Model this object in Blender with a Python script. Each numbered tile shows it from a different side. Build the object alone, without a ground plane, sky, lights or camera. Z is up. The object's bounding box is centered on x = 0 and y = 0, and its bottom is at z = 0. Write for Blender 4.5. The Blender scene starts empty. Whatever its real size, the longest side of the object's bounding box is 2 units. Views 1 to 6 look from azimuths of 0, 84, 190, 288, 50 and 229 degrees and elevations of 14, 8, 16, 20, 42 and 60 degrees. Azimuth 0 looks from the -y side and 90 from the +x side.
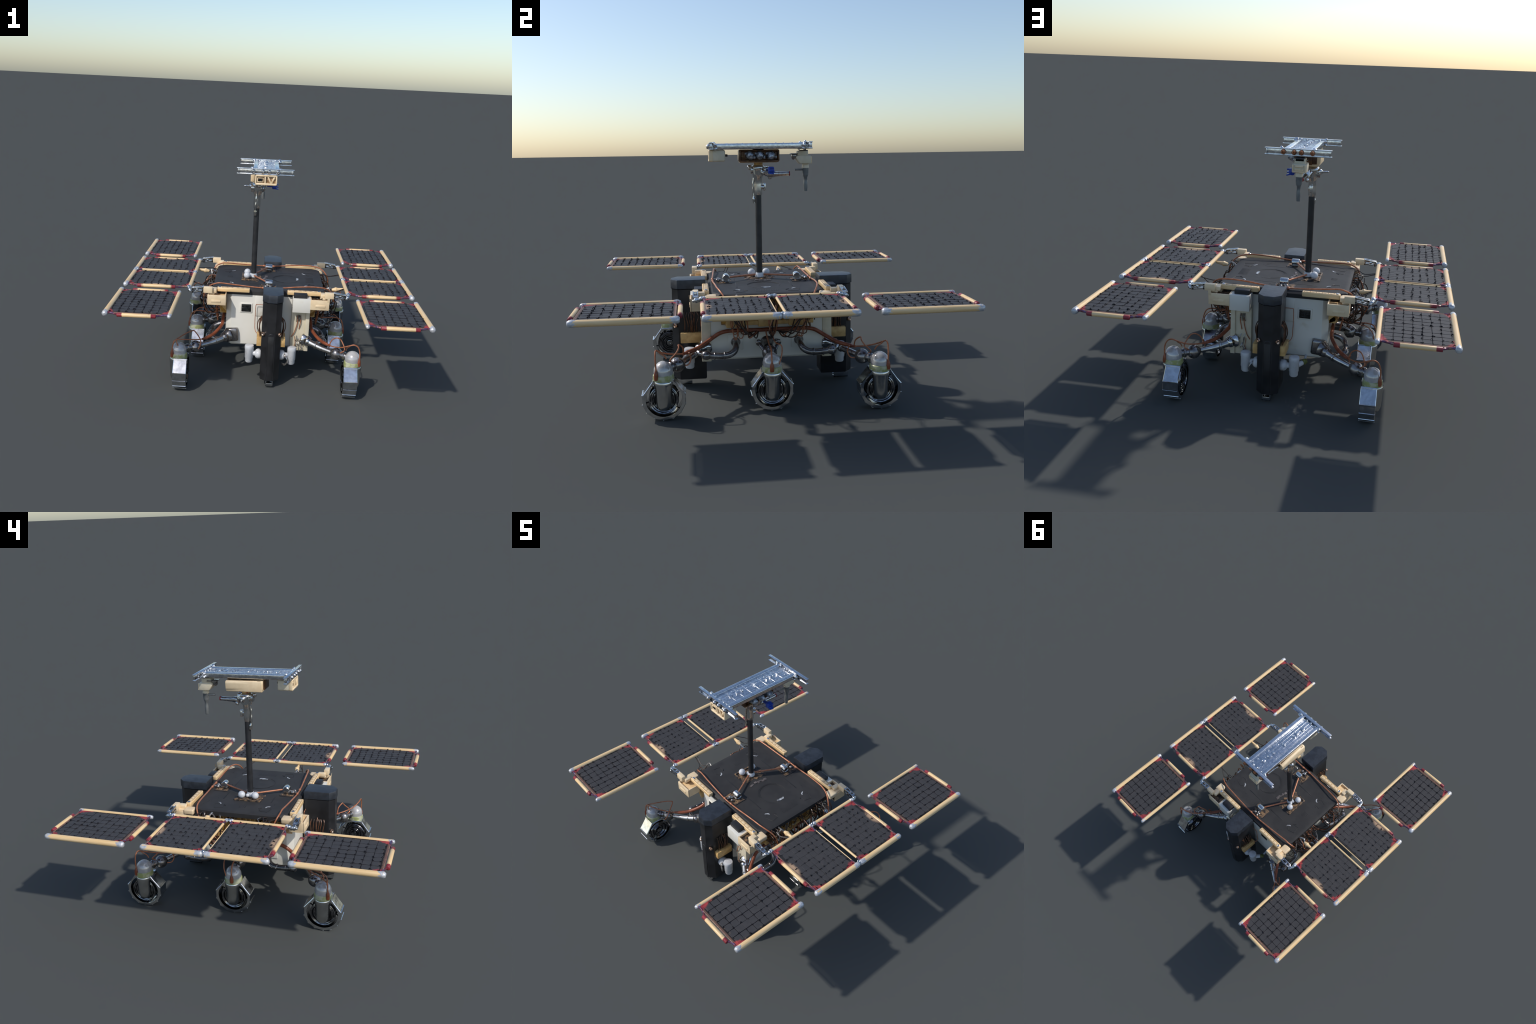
import bpy, bmesh, math, random
from mathutils import Vector, Matrix, Euler

rnd = random.Random(7)
V = Vector

# ------------------------------------------------------------------ materials
class NT:
    def __init__(self, name):
        self.m = bpy.data.materials.new(name)
        self.m.use_nodes = True
        self.t = self.m.node_tree
        self.p = self.t.nodes['Principled BSDF']
        self._co = None
    def n(self, typ, **kw):
        nd = self.t.nodes.new(typ)
        for k, v in kw.items():
            setattr(nd, k, v)
        return nd
    def link(self, a, b):
        self.t.links.new(a, b)
    def co(self):
        if self._co is None:
            self._co = self.n('ShaderNodeTexCoord').outputs['Object']
        return self._co
    def noise(self, scale, detail=3.0, rough=0.55, stretch=None):
        src = self.co()
        if stretch:
            mp = self.n('ShaderNodeMapping')
            mp.inputs['Scale'].default_value = stretch
            self.link(src, mp.inputs[0]); src = mp.outputs[0]
        nz = self.n('ShaderNodeTexNoise')
        nz.inputs['Scale'].default_value = scale
        nz.inputs['Detail'].default_value = detail
        nz.inputs['Roughness'].default_value = rough
        self.link(src, nz.inputs['Vector'])
        return nz.outputs['Fac']
    def math(self, op, a, b=None, c=None, clamp=False):
        nd = self.n('ShaderNodeMath', operation=op)
        nd.use_clamp = clamp
        for i, x in enumerate((a, b, c)):
            if x is None: continue
            if isinstance(x, (int, float)): nd.inputs[i].default_value = x
            else: self.link(x, nd.inputs[i])
        return nd.outputs[0]
    def ramp(self, fac, lo, hi, a=0.0, b=1.0):
        nd = self.n('ShaderNodeMapRange')
        nd.interpolation_type = 'SMOOTHSTEP'
        self.link(fac, nd.inputs['Value'])
        nd.inputs['From Min'].default_value = lo
        nd.inputs['From Max'].default_value = hi
        nd.inputs['To Min'].default_value = a
        nd.inputs['To Max'].default_value = b
        return nd.outputs[0]
    def mix(self, fac, a, b):
        nd = self.n('ShaderNodeMix', data_type='RGBA')
        if isinstance(fac, (int, float)): nd.inputs[0].default_value = fac
        else: self.link(fac, nd.inputs[0])
        for sock, x in ((nd.inputs[6], a), (nd.inputs[7], b)):
            if isinstance(x, tuple): sock.default_value = (*x, 1.0)
            else: self.link(x, sock)
        return nd.outputs[2]
    def color(self, x):
        if isinstance(x, tuple): self.p.inputs['Base Color'].default_value = (*x, 1.0)
        else: self.link(x, self.p.inputs['Base Color'])
    def set(self, rough=None, metal=None, **kw):
        for key, x in (('Roughness', rough), ('Metallic', metal)):
            if x is None: continue
            if isinstance(x, (int, float)): self.p.inputs[key].default_value = x
            else: self.link(x, self.p.inputs[key])
        for k, v in kw.items():
            self.p.inputs[k].default_value = v
    def bump(self, h, strength=0.3, dist=0.004):
        b = self.n('ShaderNodeBump')
        b.inputs['Strength'].default_value = strength
        b.inputs['Distance'].default_value = dist
        self.link(h, b.inputs['Height'])
        self.link(b.outputs[0], self.p.inputs['Normal'])

def mottled(name, c1, c2, scale=30, rough=0.5, metal=0.0, spec=0.5, lo=0.4, hi=0.62, c3=None, s3=9, lo3=0.58, hi3=0.7,
            bump=0.0, bscale=80, detail=4, rvar=0.0, **kw):
    m = NT(name)
    col = m.mix(m.ramp(m.noise(scale, detail), lo, hi), c1, c2)
    if c3:
        col = m.mix(m.ramp(m.noise(s3, 5, 0.65), lo3, hi3), col, c3)
    m.color(col)
    m.p.inputs['Specular IOR Level'].default_value = spec
    if rvar:
        m.set(rough=m.ramp(m.noise(scale * 0.7, 3), 0.3, 0.7, rough - rvar, rough + rvar), metal=metal, **kw)
    else:
        m.set(rough=rough, metal=metal, **kw)
    if bump:
        m.bump(m.noise(bscale, 4), bump)
    return m.m

WOOD1, WOOD2, WOODR = (0.74, 0.50, 0.24), (0.82, 0.60, 0.34), (0.42, 0.22, 0.09)
RED = (0.26, 0.028, 0.034)

def wood_material(name, axis=0, half=None, tip=0.03, hard=False):
    m = NT(name)
    st = [60, 60, 60]; st[axis] = 4
    col = m.mix(m.ramp(m.noise(1.0, 4, 0.6, tuple(st)), 0.35, 0.65), WOOD1, WOOD2)
    col = m.mix(m.ramp(m.noise(22, 5, 0.7), 0.66, 0.78), col, WOODR)
    if half:
        sep = m.n('ShaderNodeSeparateXYZ'); m.link(m.co(), sep.inputs[0])
        d = m.math('SUBTRACT', half, m.math('ABSOLUTE', sep.outputs[axis]))
        d = m.math('ADD', d, m.math('MULTIPLY', m.math('SUBTRACT', m.noise(35, 3), 0.5), 0.012 if hard else 0.05))
        f = m.ramp(d, tip - (0.002 if hard else 0.012), tip + (0.002 if hard else 0.014), 1.0, 0.0)
        r = m.mix(m.ramp(m.noise(45, 3), 0.4, 0.7), RED, (0.20, 0.016, 0.04))
        col = m.mix(f, col, r)
    m.color(col)
    m.set(rough=0.42)
    m.bump(m.noise(1.0, 4, 0.6, tuple(x * 2 for x in st)), 0.12, 0.002)
    return m.m

M = {}
M['wood'] = wood_material('bare_wood')
M['wood_y'] = wood_material('bare_wood_long', axis=1)
M['wood_red_a'] = wood_material('wood_red_dipped', half=0.117, tip=0.034)
M['wood_red_b'] = wood_material('wood_red_banded', half=0.117, tip=0.032, hard=True)
M['wood_red_c'] = wood_material('wood_red_dipped_long', half=0.129, tip=0.034)
M['tan'] = mottled('tan_board', (0.62, 0.40, 0.16), (0.50, 0.30, 0.11), 25, 0.5)
M['amber'] = mottled('amber_resin', (0.50, 0.27, 0.045), (0.26, 0.125, 0.028), 28, 0.4, c3=(0.60, 0.35, 0.07), s3=14, bump=0.3)
M['white'] = mottled('ivory_paint', (0.70, 0.68, 0.61), (0.73, 0.705, 0.64), 7, 0.38, c3=(0.56, 0.49, 0.36), s3=4.5, lo3=0.57, hi3=0.76, lo=.35, hi=.65)
M['cream'] = mottled('cream_paint', (0.74, 0.57, 0.36), (0.80, 0.64, 0.42), 14, 0.4, c3=(0.48, 0.30, 0.13), s3=18, lo3=0.66, hi3=0.8)
M['ivory'] = mottled('aged_ivory', (0.62, 0.56, 0.42), (0.70, 0.62, 0.47), 14, 0.42, c3=(0.40, 0.27, 0.12), s3=30, lo3=0.66, hi3=0.82)
M['column'] = mottled('black_plastic', (0.012, 0.012, 0.013), (0.020, 0.020, 0.022), 12, 0.36, c3=(0.045, 0.045, 0.05), s3=24, lo3=.66, hi3=.82, bump=0.10, bscale=30, rvar=.08)
M['lid'] = mottled('slate_lid', (0.017, 0.020, 0.026), (0.027, 0.032, 0.041), 28, 0.40, bump=0.22, bscale=40)
M['deck'] = mottled('dark_deck', (0.031, 0.030, 0.030), (0.038, 0.0365, 0.036), 10, 0.6, spec=0.22, c3=(0.05, 0.042, 0.038), s3=22, lo3=.66, hi3=.85, bump=0.12, bscale=70)
M['groove'] = mottled('deck_groove', (0.012, 0.012, 0.013), (0.018, 0.016, 0.016), 30, 0.6)
M['black'] = mottled('soot_black', (0.010, 0.010, 0.012), (0.018, 0.017, 0.018), 40, 0.5)
M['thread'] = mottled('black_thread', (0.012, 0.012, 0.016), (0.022, 0.020, 0.024), 60, 0.75, spec=0.1)
M['chrome'] = mottled('polished_metal', (0.64, 0.64, 0.65), (0.45, 0.455, 0.46), 60, 0.14, 1.0, bump=0.15, bscale=70, rvar=.08)
M['foil'] = mottled('crumpled_foil', (0.74, 0.75, 0.77), (0.60, 0.62, 0.65), 50, 0.22, 1.0, c3=(0.82, 0.82, 0.83), s3=40, bump=0.12, bscale=60, rvar=.06)
M['cap'] = mottled('silver_cap', (0.62, 0.63, 0.65), (0.47, 0.48, 0.51), 55, 0.30, 0.35, bump=0.35, bscale=120)
M['steel'] = mottled('polished_steel', (0.66, 0.66, 0.65), (0.54, 0.54, 0.53), 14, 0.20, 1.0, c3=(0.34, 0.33, 0.30), s3=30, lo3=.66, hi3=.82, rvar=.06)
M['gunmetal'] = mottled('dark_gunmetal', (0.20, 0.19, 0.19), (0.31, 0.295, 0.29), 18, 0.26, 0.9, c3=(0.14, 0.08, 0.055), s3=22, lo3=.56, hi3=.74, bump=0.1, bscale=60, rvar=.08)
M['worn'] = mottled('worn_steel', (0.42, 0.41, 0.40), (0.56, 0.55, 0.54), 18, 0.24, 0.95, c3=(0.22, 0.16, 0.13), s3=20, lo3=.56, hi3=.72, bump=0.1)
M['rim'] = mottled('wheel_inner_metal', (0.16, 0.16, 0.17), (0.34, 0.34, 0.36), 45, 0.14, 1.0, bump=0.12, bscale=60, rvar=.08)
M['tyre'] = mottled('bright_tread_metal', (0.76, 0.77, 0.78), (0.62, 0.63, 0.64), 30, 0.13, 1.0, c3=(0.22, 0.13, 0.09), s3=22, lo3=.68, hi3=.76, bump=0.07, bscale=35, rvar=.05)
M['dome'] = mottled('cloudy_glass_dome', (0.44, 0.43, 0.43), (0.58, 0.57, 0.56), 18, 0.16, 0.25, c3=(0.32, 0.24, 0.19), s3=20, lo3=.60, hi3=.8)
M['ring'] = mottled('yellowed_clear_band', (0.34, 0.37, 0.15), (0.50, 0.51, 0.36), 30, 0.3, 0.1, c3=(0.28, 0.14, 0.05), s3=34, lo3=.68, hi3=.8)
M['copper'] = mottled('copper_wire', (0.36, 0.125, 0.055), (0.44, 0.18, 0.095), 50, 0.38, 0.25, c3=(0.16, 0.06, 0.03), s3=24, lo3=.6, hi3=.8)
M['cable'] = mottled('rust_cable', (0.27, 0.075, 0.032), (0.19, 0.05, 0.022), 24, 0.36, 0.1, c3=(0.12, 0.035, 0.02), s3=12)
M['wire_dark'] = mottled('dark_wire', (0.02, 0.018, 0.018), (0.05, 0.03, 0.022), 40, 0.4, 0.2)
M['wire_brown'] = mottled('brown_wire', (0.14, 0.06, 0.03), (0.05, 0.028, 0.02), 40, 0.4, 0.2)
M['wire_silver'] = mottled('silver_wire', (0.45, 0.44, 0.42), (0.25, 0.22, 0.2), 50, 0.3, 0.8)
M['plastic'] = mottled('grey_white_plastic', (0.50, 0.51, 0.53), (0.60, 0.61, 0.63), 14, 0.38, c3=(0.38, 0.37, 0.36), s3=26)
M['ball'] = mottled('pale_grey_ball', (0.55, 0.56, 0.58), (0.62, 0.63, 0.65), 30, 0.42)
M['blue'] = mottled('blue_clip', (0.010, 0.040, 0.30), (0.015, 0.065, 0.42), 30, 0.35)
M['redpaint'] = mottled('red_plastic', (0.35, 0.02, 0.025), (0.25, 0.02, 0.025), 30, 0.4)
M['rustbolt'] = mottled('rusty_bolt', (0.34, 0.12, 0.05), (0.45, 0.22, 0.12), 60, 0.35, 0.6)
M['peg'] = mottled('purple_tinted_peg', (0.17, 0.035, 0.045), (0.10, 0.07, 0.15), 40, 0.3, 0.45, c3=(0.26, 0.17, 0.11), s3=26, lo3=.54, hi3=.64)
M['screw'] = mottled('coppery_screw', (0.50, 0.26, 0.15), (0.60, 0.48, 0.40), 60, 0.25, 0.9)
M['pit'] = mottled('torn_tan_pit', (0.25, 0.15, 0.075), (0.07, 0.045, 0.03), 45, 0.6, c3=(0.018, 0.016, 0.016), s3=30, lo3=.48, hi3=.58, bump=0.5, bscale=50)
M['moss'] = mottled('olive_plug', (0.09, 0.11, 0.02), (0.16, 0.17, 0.04), 60, 0.5)
M['mast'] = mottled('mast_graphite', (0.017, 0.018, 0.020), (0.026, 0.027, 0.03), 14, 0.38)
M['chip'] = mottled('white_chip', (0.10, 0.10, 0.105), (0.50, 0.51, 0.52), 70, 0.3)
M['glassblack'] = mottled('window_black', (0.008, 0.009, 0.009), (0.02, 0.022, 0.022), 60, 0.15)

M['edge'] = mottled('stained_edge', (0.16, 0.07, 0.06), (0.32, 0.19, 0.12), 40, 0.45, c3=(0.04, 0.025, 0.03), s3=40, lo3=.55, hi3=.65)

def sheet_material(name, hx, hy, patch, frayed, k=1.0):
    """dark weave with red corners; patch = beige worn patch on the +y edge"""
    m = NT(name)
    sep = m.n('ShaderNodeSeparateXYZ'); m.link(m.co(), sep.inputs[0])
    ax = m.math('SUBTRACT', hx, m.math('ABSOLUTE', sep.outputs[0]))
    ay = m.math('SUBTRACT', hy, m.math('ABSOLUTE', sep.outputs[1]))
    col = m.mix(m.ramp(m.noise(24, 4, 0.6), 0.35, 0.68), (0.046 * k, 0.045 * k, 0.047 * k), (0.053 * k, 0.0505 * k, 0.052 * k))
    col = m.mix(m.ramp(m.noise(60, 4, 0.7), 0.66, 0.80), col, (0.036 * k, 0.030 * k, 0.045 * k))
    if frayed:
        e = m.math('MINIMUM', ay, m.math('MULTIPLY', ax, 0.8))
        f = m.math('MULTIPLY', m.ramp(e, 0.002, 0.035, 1.0, 0.0), m.ramp(m.noise(42, 5, 0.75), 0.56, 0.66))
        col = m.mix(f, col, (0.33, 0.22, 0.13))
        e2 = m.ramp(ay, 0.004, 0.012, 0.75, 0.0)
        col = m.mix(e2, col, (0.20, 0.11, 0.08))
    w = m.math('MULTIPLY', m.math('SUBTRACT', m.noise(38, 4, 0.7), 0.5), 1.3)
    t = m.math('ADD', m.math('ADD', m.math('DIVIDE', ax, 0.046), m.math('DIVIDE', ay, 0.095)), w)
    col = m.mix(m.ramp(t, 0.75, 1.15, 1.0, 0.0), col, m.mix(m.ramp(m.noise(30, 3), .4, .7), (0.38, 0.055, 0.055), (0.24, 0.03, 0.04)))
    if patch:
        dx = m.math('DIVIDE', m.math('ADD', sep.outputs[0], 0.01), 0.070)
        dy = m.math('DIVIDE', m.math('SUBTRACT', sep.outputs[1], hy), 0.032)
        d = m.math('SQRT', m.math('ADD', m.math('MULTIPLY', dx, dx), m.math('MULTIPLY', dy, dy)))
        d = m.math('ADD', d, m.math('MULTIPLY', m.math('SUBTRACT', m.noise(30, 3), 0.5), 0.7))
        col = m.mix(m.ramp(d, 0.35, 1.15, 0.85, 0.0), col, (0.46, 0.31, 0.20))
    m.color(col)
    m.set(rough=0.55)
    m.p.inputs['Specular IOR Level'].default_value = 0.22
    m.bump(m.noise(90, 4), 0.15, 0.003)
    return m.m

# ------------------------------------------------------------------ geometry builder
def catmull(pts, sub=6):
    pts = [V(p) for p in pts]
    if len(pts) < 3: return pts
    P = [pts[0] * 2 - pts[1]] + pts + [pts[-1] * 2 - pts[-2]]
    out = []
    for i in range(1, len(P) - 2):
        a, b, c, d = P[i - 1:i + 3]
        for k in range(sub):
            t = k / sub
            out.append(0.5 * ((2 * b) + (c - a) * t + (2 * a - 5 * b + 4 * c - d) * t * t + (3 * b - a - 3 * c + d) * t ** 3))
    out.append(pts[-1])
    return out

class G:
    """mesh gatherer; fl mirrors everything it receives by (sx, sy)"""
    def __init__(self, sx=1, sy=1):
        self.bm = bmesh.new(); self.sx = sx; self.sy = sy; self.mi = 0
    def _v(self, co):
        return self.bm.verts.new(co)
    def _f(self, vs):
        try:
            f = self.bm.faces.new(vs); f.material_index = self.mi; return f
        except ValueError:
            return None
    def merge(self, other):
        vm = {}
        for v in other.verts: vm[v] = self._v(v.co)
        for f in other.faces: self._f([vm[v] for v in f.verts])
        other.free()
    def box(self, c, s, bevel=0.0, rot=None, seg=2):
        b = bmesh.new()
        bmesh.ops.create_cube(b, size=1.0)
        bmesh.ops.scale(b, vec=s, verts=b.verts)
        if bevel > 0:
            bmesh.ops.bevel(b, geom=list(b.edges), offset=min(bevel, min(s) * 0.45), segments=seg, profile=0.5, affect='EDGES')
        if rot: bmesh.ops.rotate(b, cent=(0, 0, 0), matrix=Euler(rot).to_matrix(), verts=b.verts)
        bmesh.ops.translate(b, vec=c, verts=b.verts)
        self.merge(b); return self
    def bx(self, x0, x1, y0, y1, z0, z1, bevel=0.003, rot=None, seg=2):
        return self.box(((x0 + x1) / 2, (y0 + y1) / 2, (z0 + z1) / 2), (abs(x1 - x0), abs(y1 - y0), abs(z1 - z0)), bevel, rot, seg)
    def loft(self, rings, cap=True, closed=True):
        vs = [[self._v(p) for p in r] for r in rings]
        n = len(rings[0])
        for a, b in zip(vs, vs[1:]):
            for i in range(n if closed else n - 1):
                j = (i + 1) % n
                self._f((a[i], a[j], b[j], b[i]))
        if cap:
            self._f(list(reversed(vs[0]))); self._f(vs[-1])
        return self
    def tube(self, pts, r, seg=8, smooth=True, sub=6):
        pts = catmull(pts, sub) if smooth else [V(p) for p in pts]
        n = len(pts)
        rr = (lambda t: r) if not callable(r) else r
        t0 = (pts[1] - pts[0]).normalized()
        up = V((0, 0, 1)) if abs(t0.z) < 0.9 else V((1, 0, 0))
        nrm = (up - t0 * up.dot(t0)).normalized()
        rings = []
        for i, p in enumerate(pts):
            t = (pts[min(i + 1, n - 1)] - pts[max(i - 1, 0)]).normalized()
            nrm = (nrm - t * nrm.dot(t)).normalized()
            bn = t.cross(nrm)
            q = rr(i / (n - 1))
            rings.append([p + (nrm * math.cos(a) + bn * math.sin(a)) * q for a in [2 * math.pi * k / seg for k in range(seg)]])
        return self.loft(rings)
    def cyl(self, p0, p1, r0, r1=None, seg=20):
        r1 = r0 if r1 is None else r1
        return self.tube([p0, p1], lambda t: r0 + (r1 - r0) * t, seg, smooth=False)
    def lathe(self, prof, org, axis=(0, 0, 1), seg=24, squash=None):
        """prof: (radius, height) pairs along axis"""
        ax = V(axis).normalized()
        up = V((0, 0, 1)) if abs(ax.z) < 0.9 else V((1, 0, 0))
        n = (up - ax * up.dot(ax)).normalized(); b = ax.cross(n)
        rings = []
        for r, h in prof:
            r = max(r, 0.0004)
            rings.append([V(org) + ax * h + (n * math.cos(a) + b * math.sin(a)) * r for a in [2 * math.pi * k / seg for k in range(seg)]])
        return self.loft(rings)
    def ball(self, c, r, scale=(1, 1, 1), seg=20):
        b = bmesh.new()
        bmesh.ops.create_uvsphere(b, u_segments=seg, v_segments=max(8, seg // 2), radius=r)
        bmesh.ops.scale(b, vec=scale, verts=b.verts)
        bmesh.ops.translate(b, vec=c, verts=b.verts)
        self.merge(b); return self
    def prism(self, poly, axis, lo, hi, bevel=0.0):
        """2-D polygon extruded along axis 0/1/2; poly in the other two coordinates in order"""
        def mk(u, v, w):
            l = [u, v]; l.insert(axis, w); return V(l)
        b = bmesh.new()
        A = [b.verts.new(mk(u, v, lo)) for u, v in poly]
        B = [b.verts.new(mk(u, v, hi)) for u, v in poly]
        n = len(poly)
        b.faces.new(A); b.faces.new(list(reversed(B)))
        for i in range(n): b.faces.new((A[i], B[i], B[(i + 1) % n], A[(i + 1) % n]))
        bmesh.ops.recalc_face_normals(b, faces=b.faces)
        if bevel: bmesh.ops.bevel(b, geom=list(b.edges), offset=bevel, segments=2, profile=0.5, affect='EDGES')
        self.merge(b); return self
    def jitter(self, amt, freq=60, seed=0):
        from mathutils import noise as nz
        for v in self.bm.verts:
            q = v.co * freq + V((seed * 7.1, seed * 3.3, seed))
            v.co += nz.noise_vector(q) * amt
        return self
    def obj(self, name, mat, parent, angle=40, origin=None, kind=None):
        bm = self.bm
        if self.sx < 0 or self.sy < 0:
            bmesh.ops.scale(bm, vec=(self.sx, self.sy, 1), verts=bm.verts)
        bmesh.ops.recalc_face_normals(bm, faces=bm.faces)
        if origin is not None:
            o = V((origin[0] * self.sx, origin[1] * self.sy, origin[2]))
            bmesh.ops.translate(bm, vec=-o, verts=bm.verts)
        me = bpy.data.meshes.new(name)
        bm.to_mesh(me); bm.free()
        for mm in (mat if isinstance(mat, (list, tuple)) else [mat]): me.materials.append(mm)
        me.shade_smooth()
        me.set_sharp_from_angle(angle=math.radians(angle))
        ob = bpy.data.objects.new(name, me)
        bpy.context.scene.collection.objects.link(ob)
        if origin is not None: ob.location = o
        adopt(ob, parent)
        if kind: ob['kind'] = kind
        return ob

def world(ob):
    m = ob.matrix_basis.copy(); p = ob.parent
    while p: m = p.matrix_basis @ m; p = p.parent
    return m

def adopt(ob, parent):
    """parent ob while keeping its coordinates (all parents are only translated)"""
    if parent is None: return
    ob.parent = parent
    ob.location = ob.location - world(parent).translation

def inst(src, name, loc, parent, rot=(0, 0, 0), scale=(1, 1, 1)):
    o = bpy.data.objects.new(name, src.data)
    bpy.context.scene.collection.objects.link(o)
    o.location = loc; o.rotation_euler = rot; o.scale = scale
    adopt(o, parent)
    return o

# ------------------------------------------------------------------ the thing
rover = bpy.data.objects.new('rover', None)
bpy.context.scene.collection.objects.link(rover)
rover['label'] = 'handmade six-wheeled rover model with eight dark solar panels and mast'
rover['category'] = 'rover model'

# ================= chassis
g = G()
oct_ = [(-.285, -.285), (-.25, -.325), (.285, -.325), (.285, .325), (-.25, .325), (-.285, .285)]
g.loft([[V((x * k, y * k, z)) for x, y in oct_] for z, k in ((.222, .97), (.232, 1), (.592, 1), (.597, .995))])
chassis = g.obj('chassis', M['white'], rover, 30)

for sy in (1, -1):
    # flat corner posts and front details
    g = G(1, sy)
    g.bx(.165, .287, -.362, -.32, .215, .52, .004)
    g.bx(.262, .2895, -.374, -.322, .217, .54, .003)
    g.obj('corner_post', M['ivory'], chassis)
    g = G(1, sy)
    g.bx(-.19, -.105, -.331, -.322, .46, .53, .004)
    fr = g.obj('window_frame', M['white'], chassis)
    g = G(1, sy)
    g.bx(-.181, -.113, -.334, -.325, .468, .523, .006)
    g.bx(-.165, -.117, -.336, -.33, .476, .481, .001)
    g.bx(-.178, -.125, -.336, -.33, .495, .498, .001)
    g.obj('window_pane', M['glassblack'], chassis)
    g = G(1, sy)   # raised service panel on front wall
    g.bx(-.085, -.02, -.331, -.32, .44, .585, .004)
    g.obj('wall_panel', M['white'], chassis)
    # bent wire staple beside the column and wires on the post
    g = G(1, sy)
    g.tube([(-.03, -.352, .53), (-.07, -.352, .53), (-.082, -.352, .518), (-.083, -.352, .40), (-.078, -.36, .345), (-.055, -.40, .33)], .0022, 6)
    g.tube([(.205, -.365, .47), (.208, -.372, .43), (.204, -.372, .40), (.19, -.372, .35), (.172, -.366, .315)], .003, 6)
    g.tube([(.228, -.365, .47), (.23, -.374, .44), (.226, -.374, .41), (.222, -.366, .375)], .003, 6)
    g.tube([(.195, -.366, .32), (.20, -.37, .27), (.19, -.368, .235), (.21, -.37, .24)], .0018, 5)
    g.obj('wall_wire', M['copper'], chassis, kind='stuff')
    g = G(1, sy)
    for k in range(5):
        x = .203 + k * .007
        g.tube([(x, -.36, .478), (x + rnd.uniform(-.004, .004), -.376, .455), (x + rnd.uniform(-.006, .006), -.368, .43)], .0022, 5)
    for k in range(10):
        x = rnd.uniform(.20, .245); z = rnd.uniform(.25, .36)
        g.tube([(x, -.364, z), (x + rnd.uniform(-.01, .01), -.374, z - .02), (x + rnd.uniform(-.012, .012), -.366, z - rnd.uniform(.03, .05))], .0022, 5)
    g.obj('tinned_wire', M['wire_silver'], chassis, kind='stuff')
    # light and dark lumps: olive plug under the back
g = G(); g.ball((-.165, .39, .222), .017).jitter(.005, 90)
g.obj('drain_plug', M['moss'], chassis)
g = G(); g.cyl((-.165, .32, .235), (-.165, .385, .222), .007); g.cyl((-.13, .425, .212), (-.155, .40, .216), .017, .014)
g.obj('drain_pipe', M['plastic'], chassis)

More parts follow.
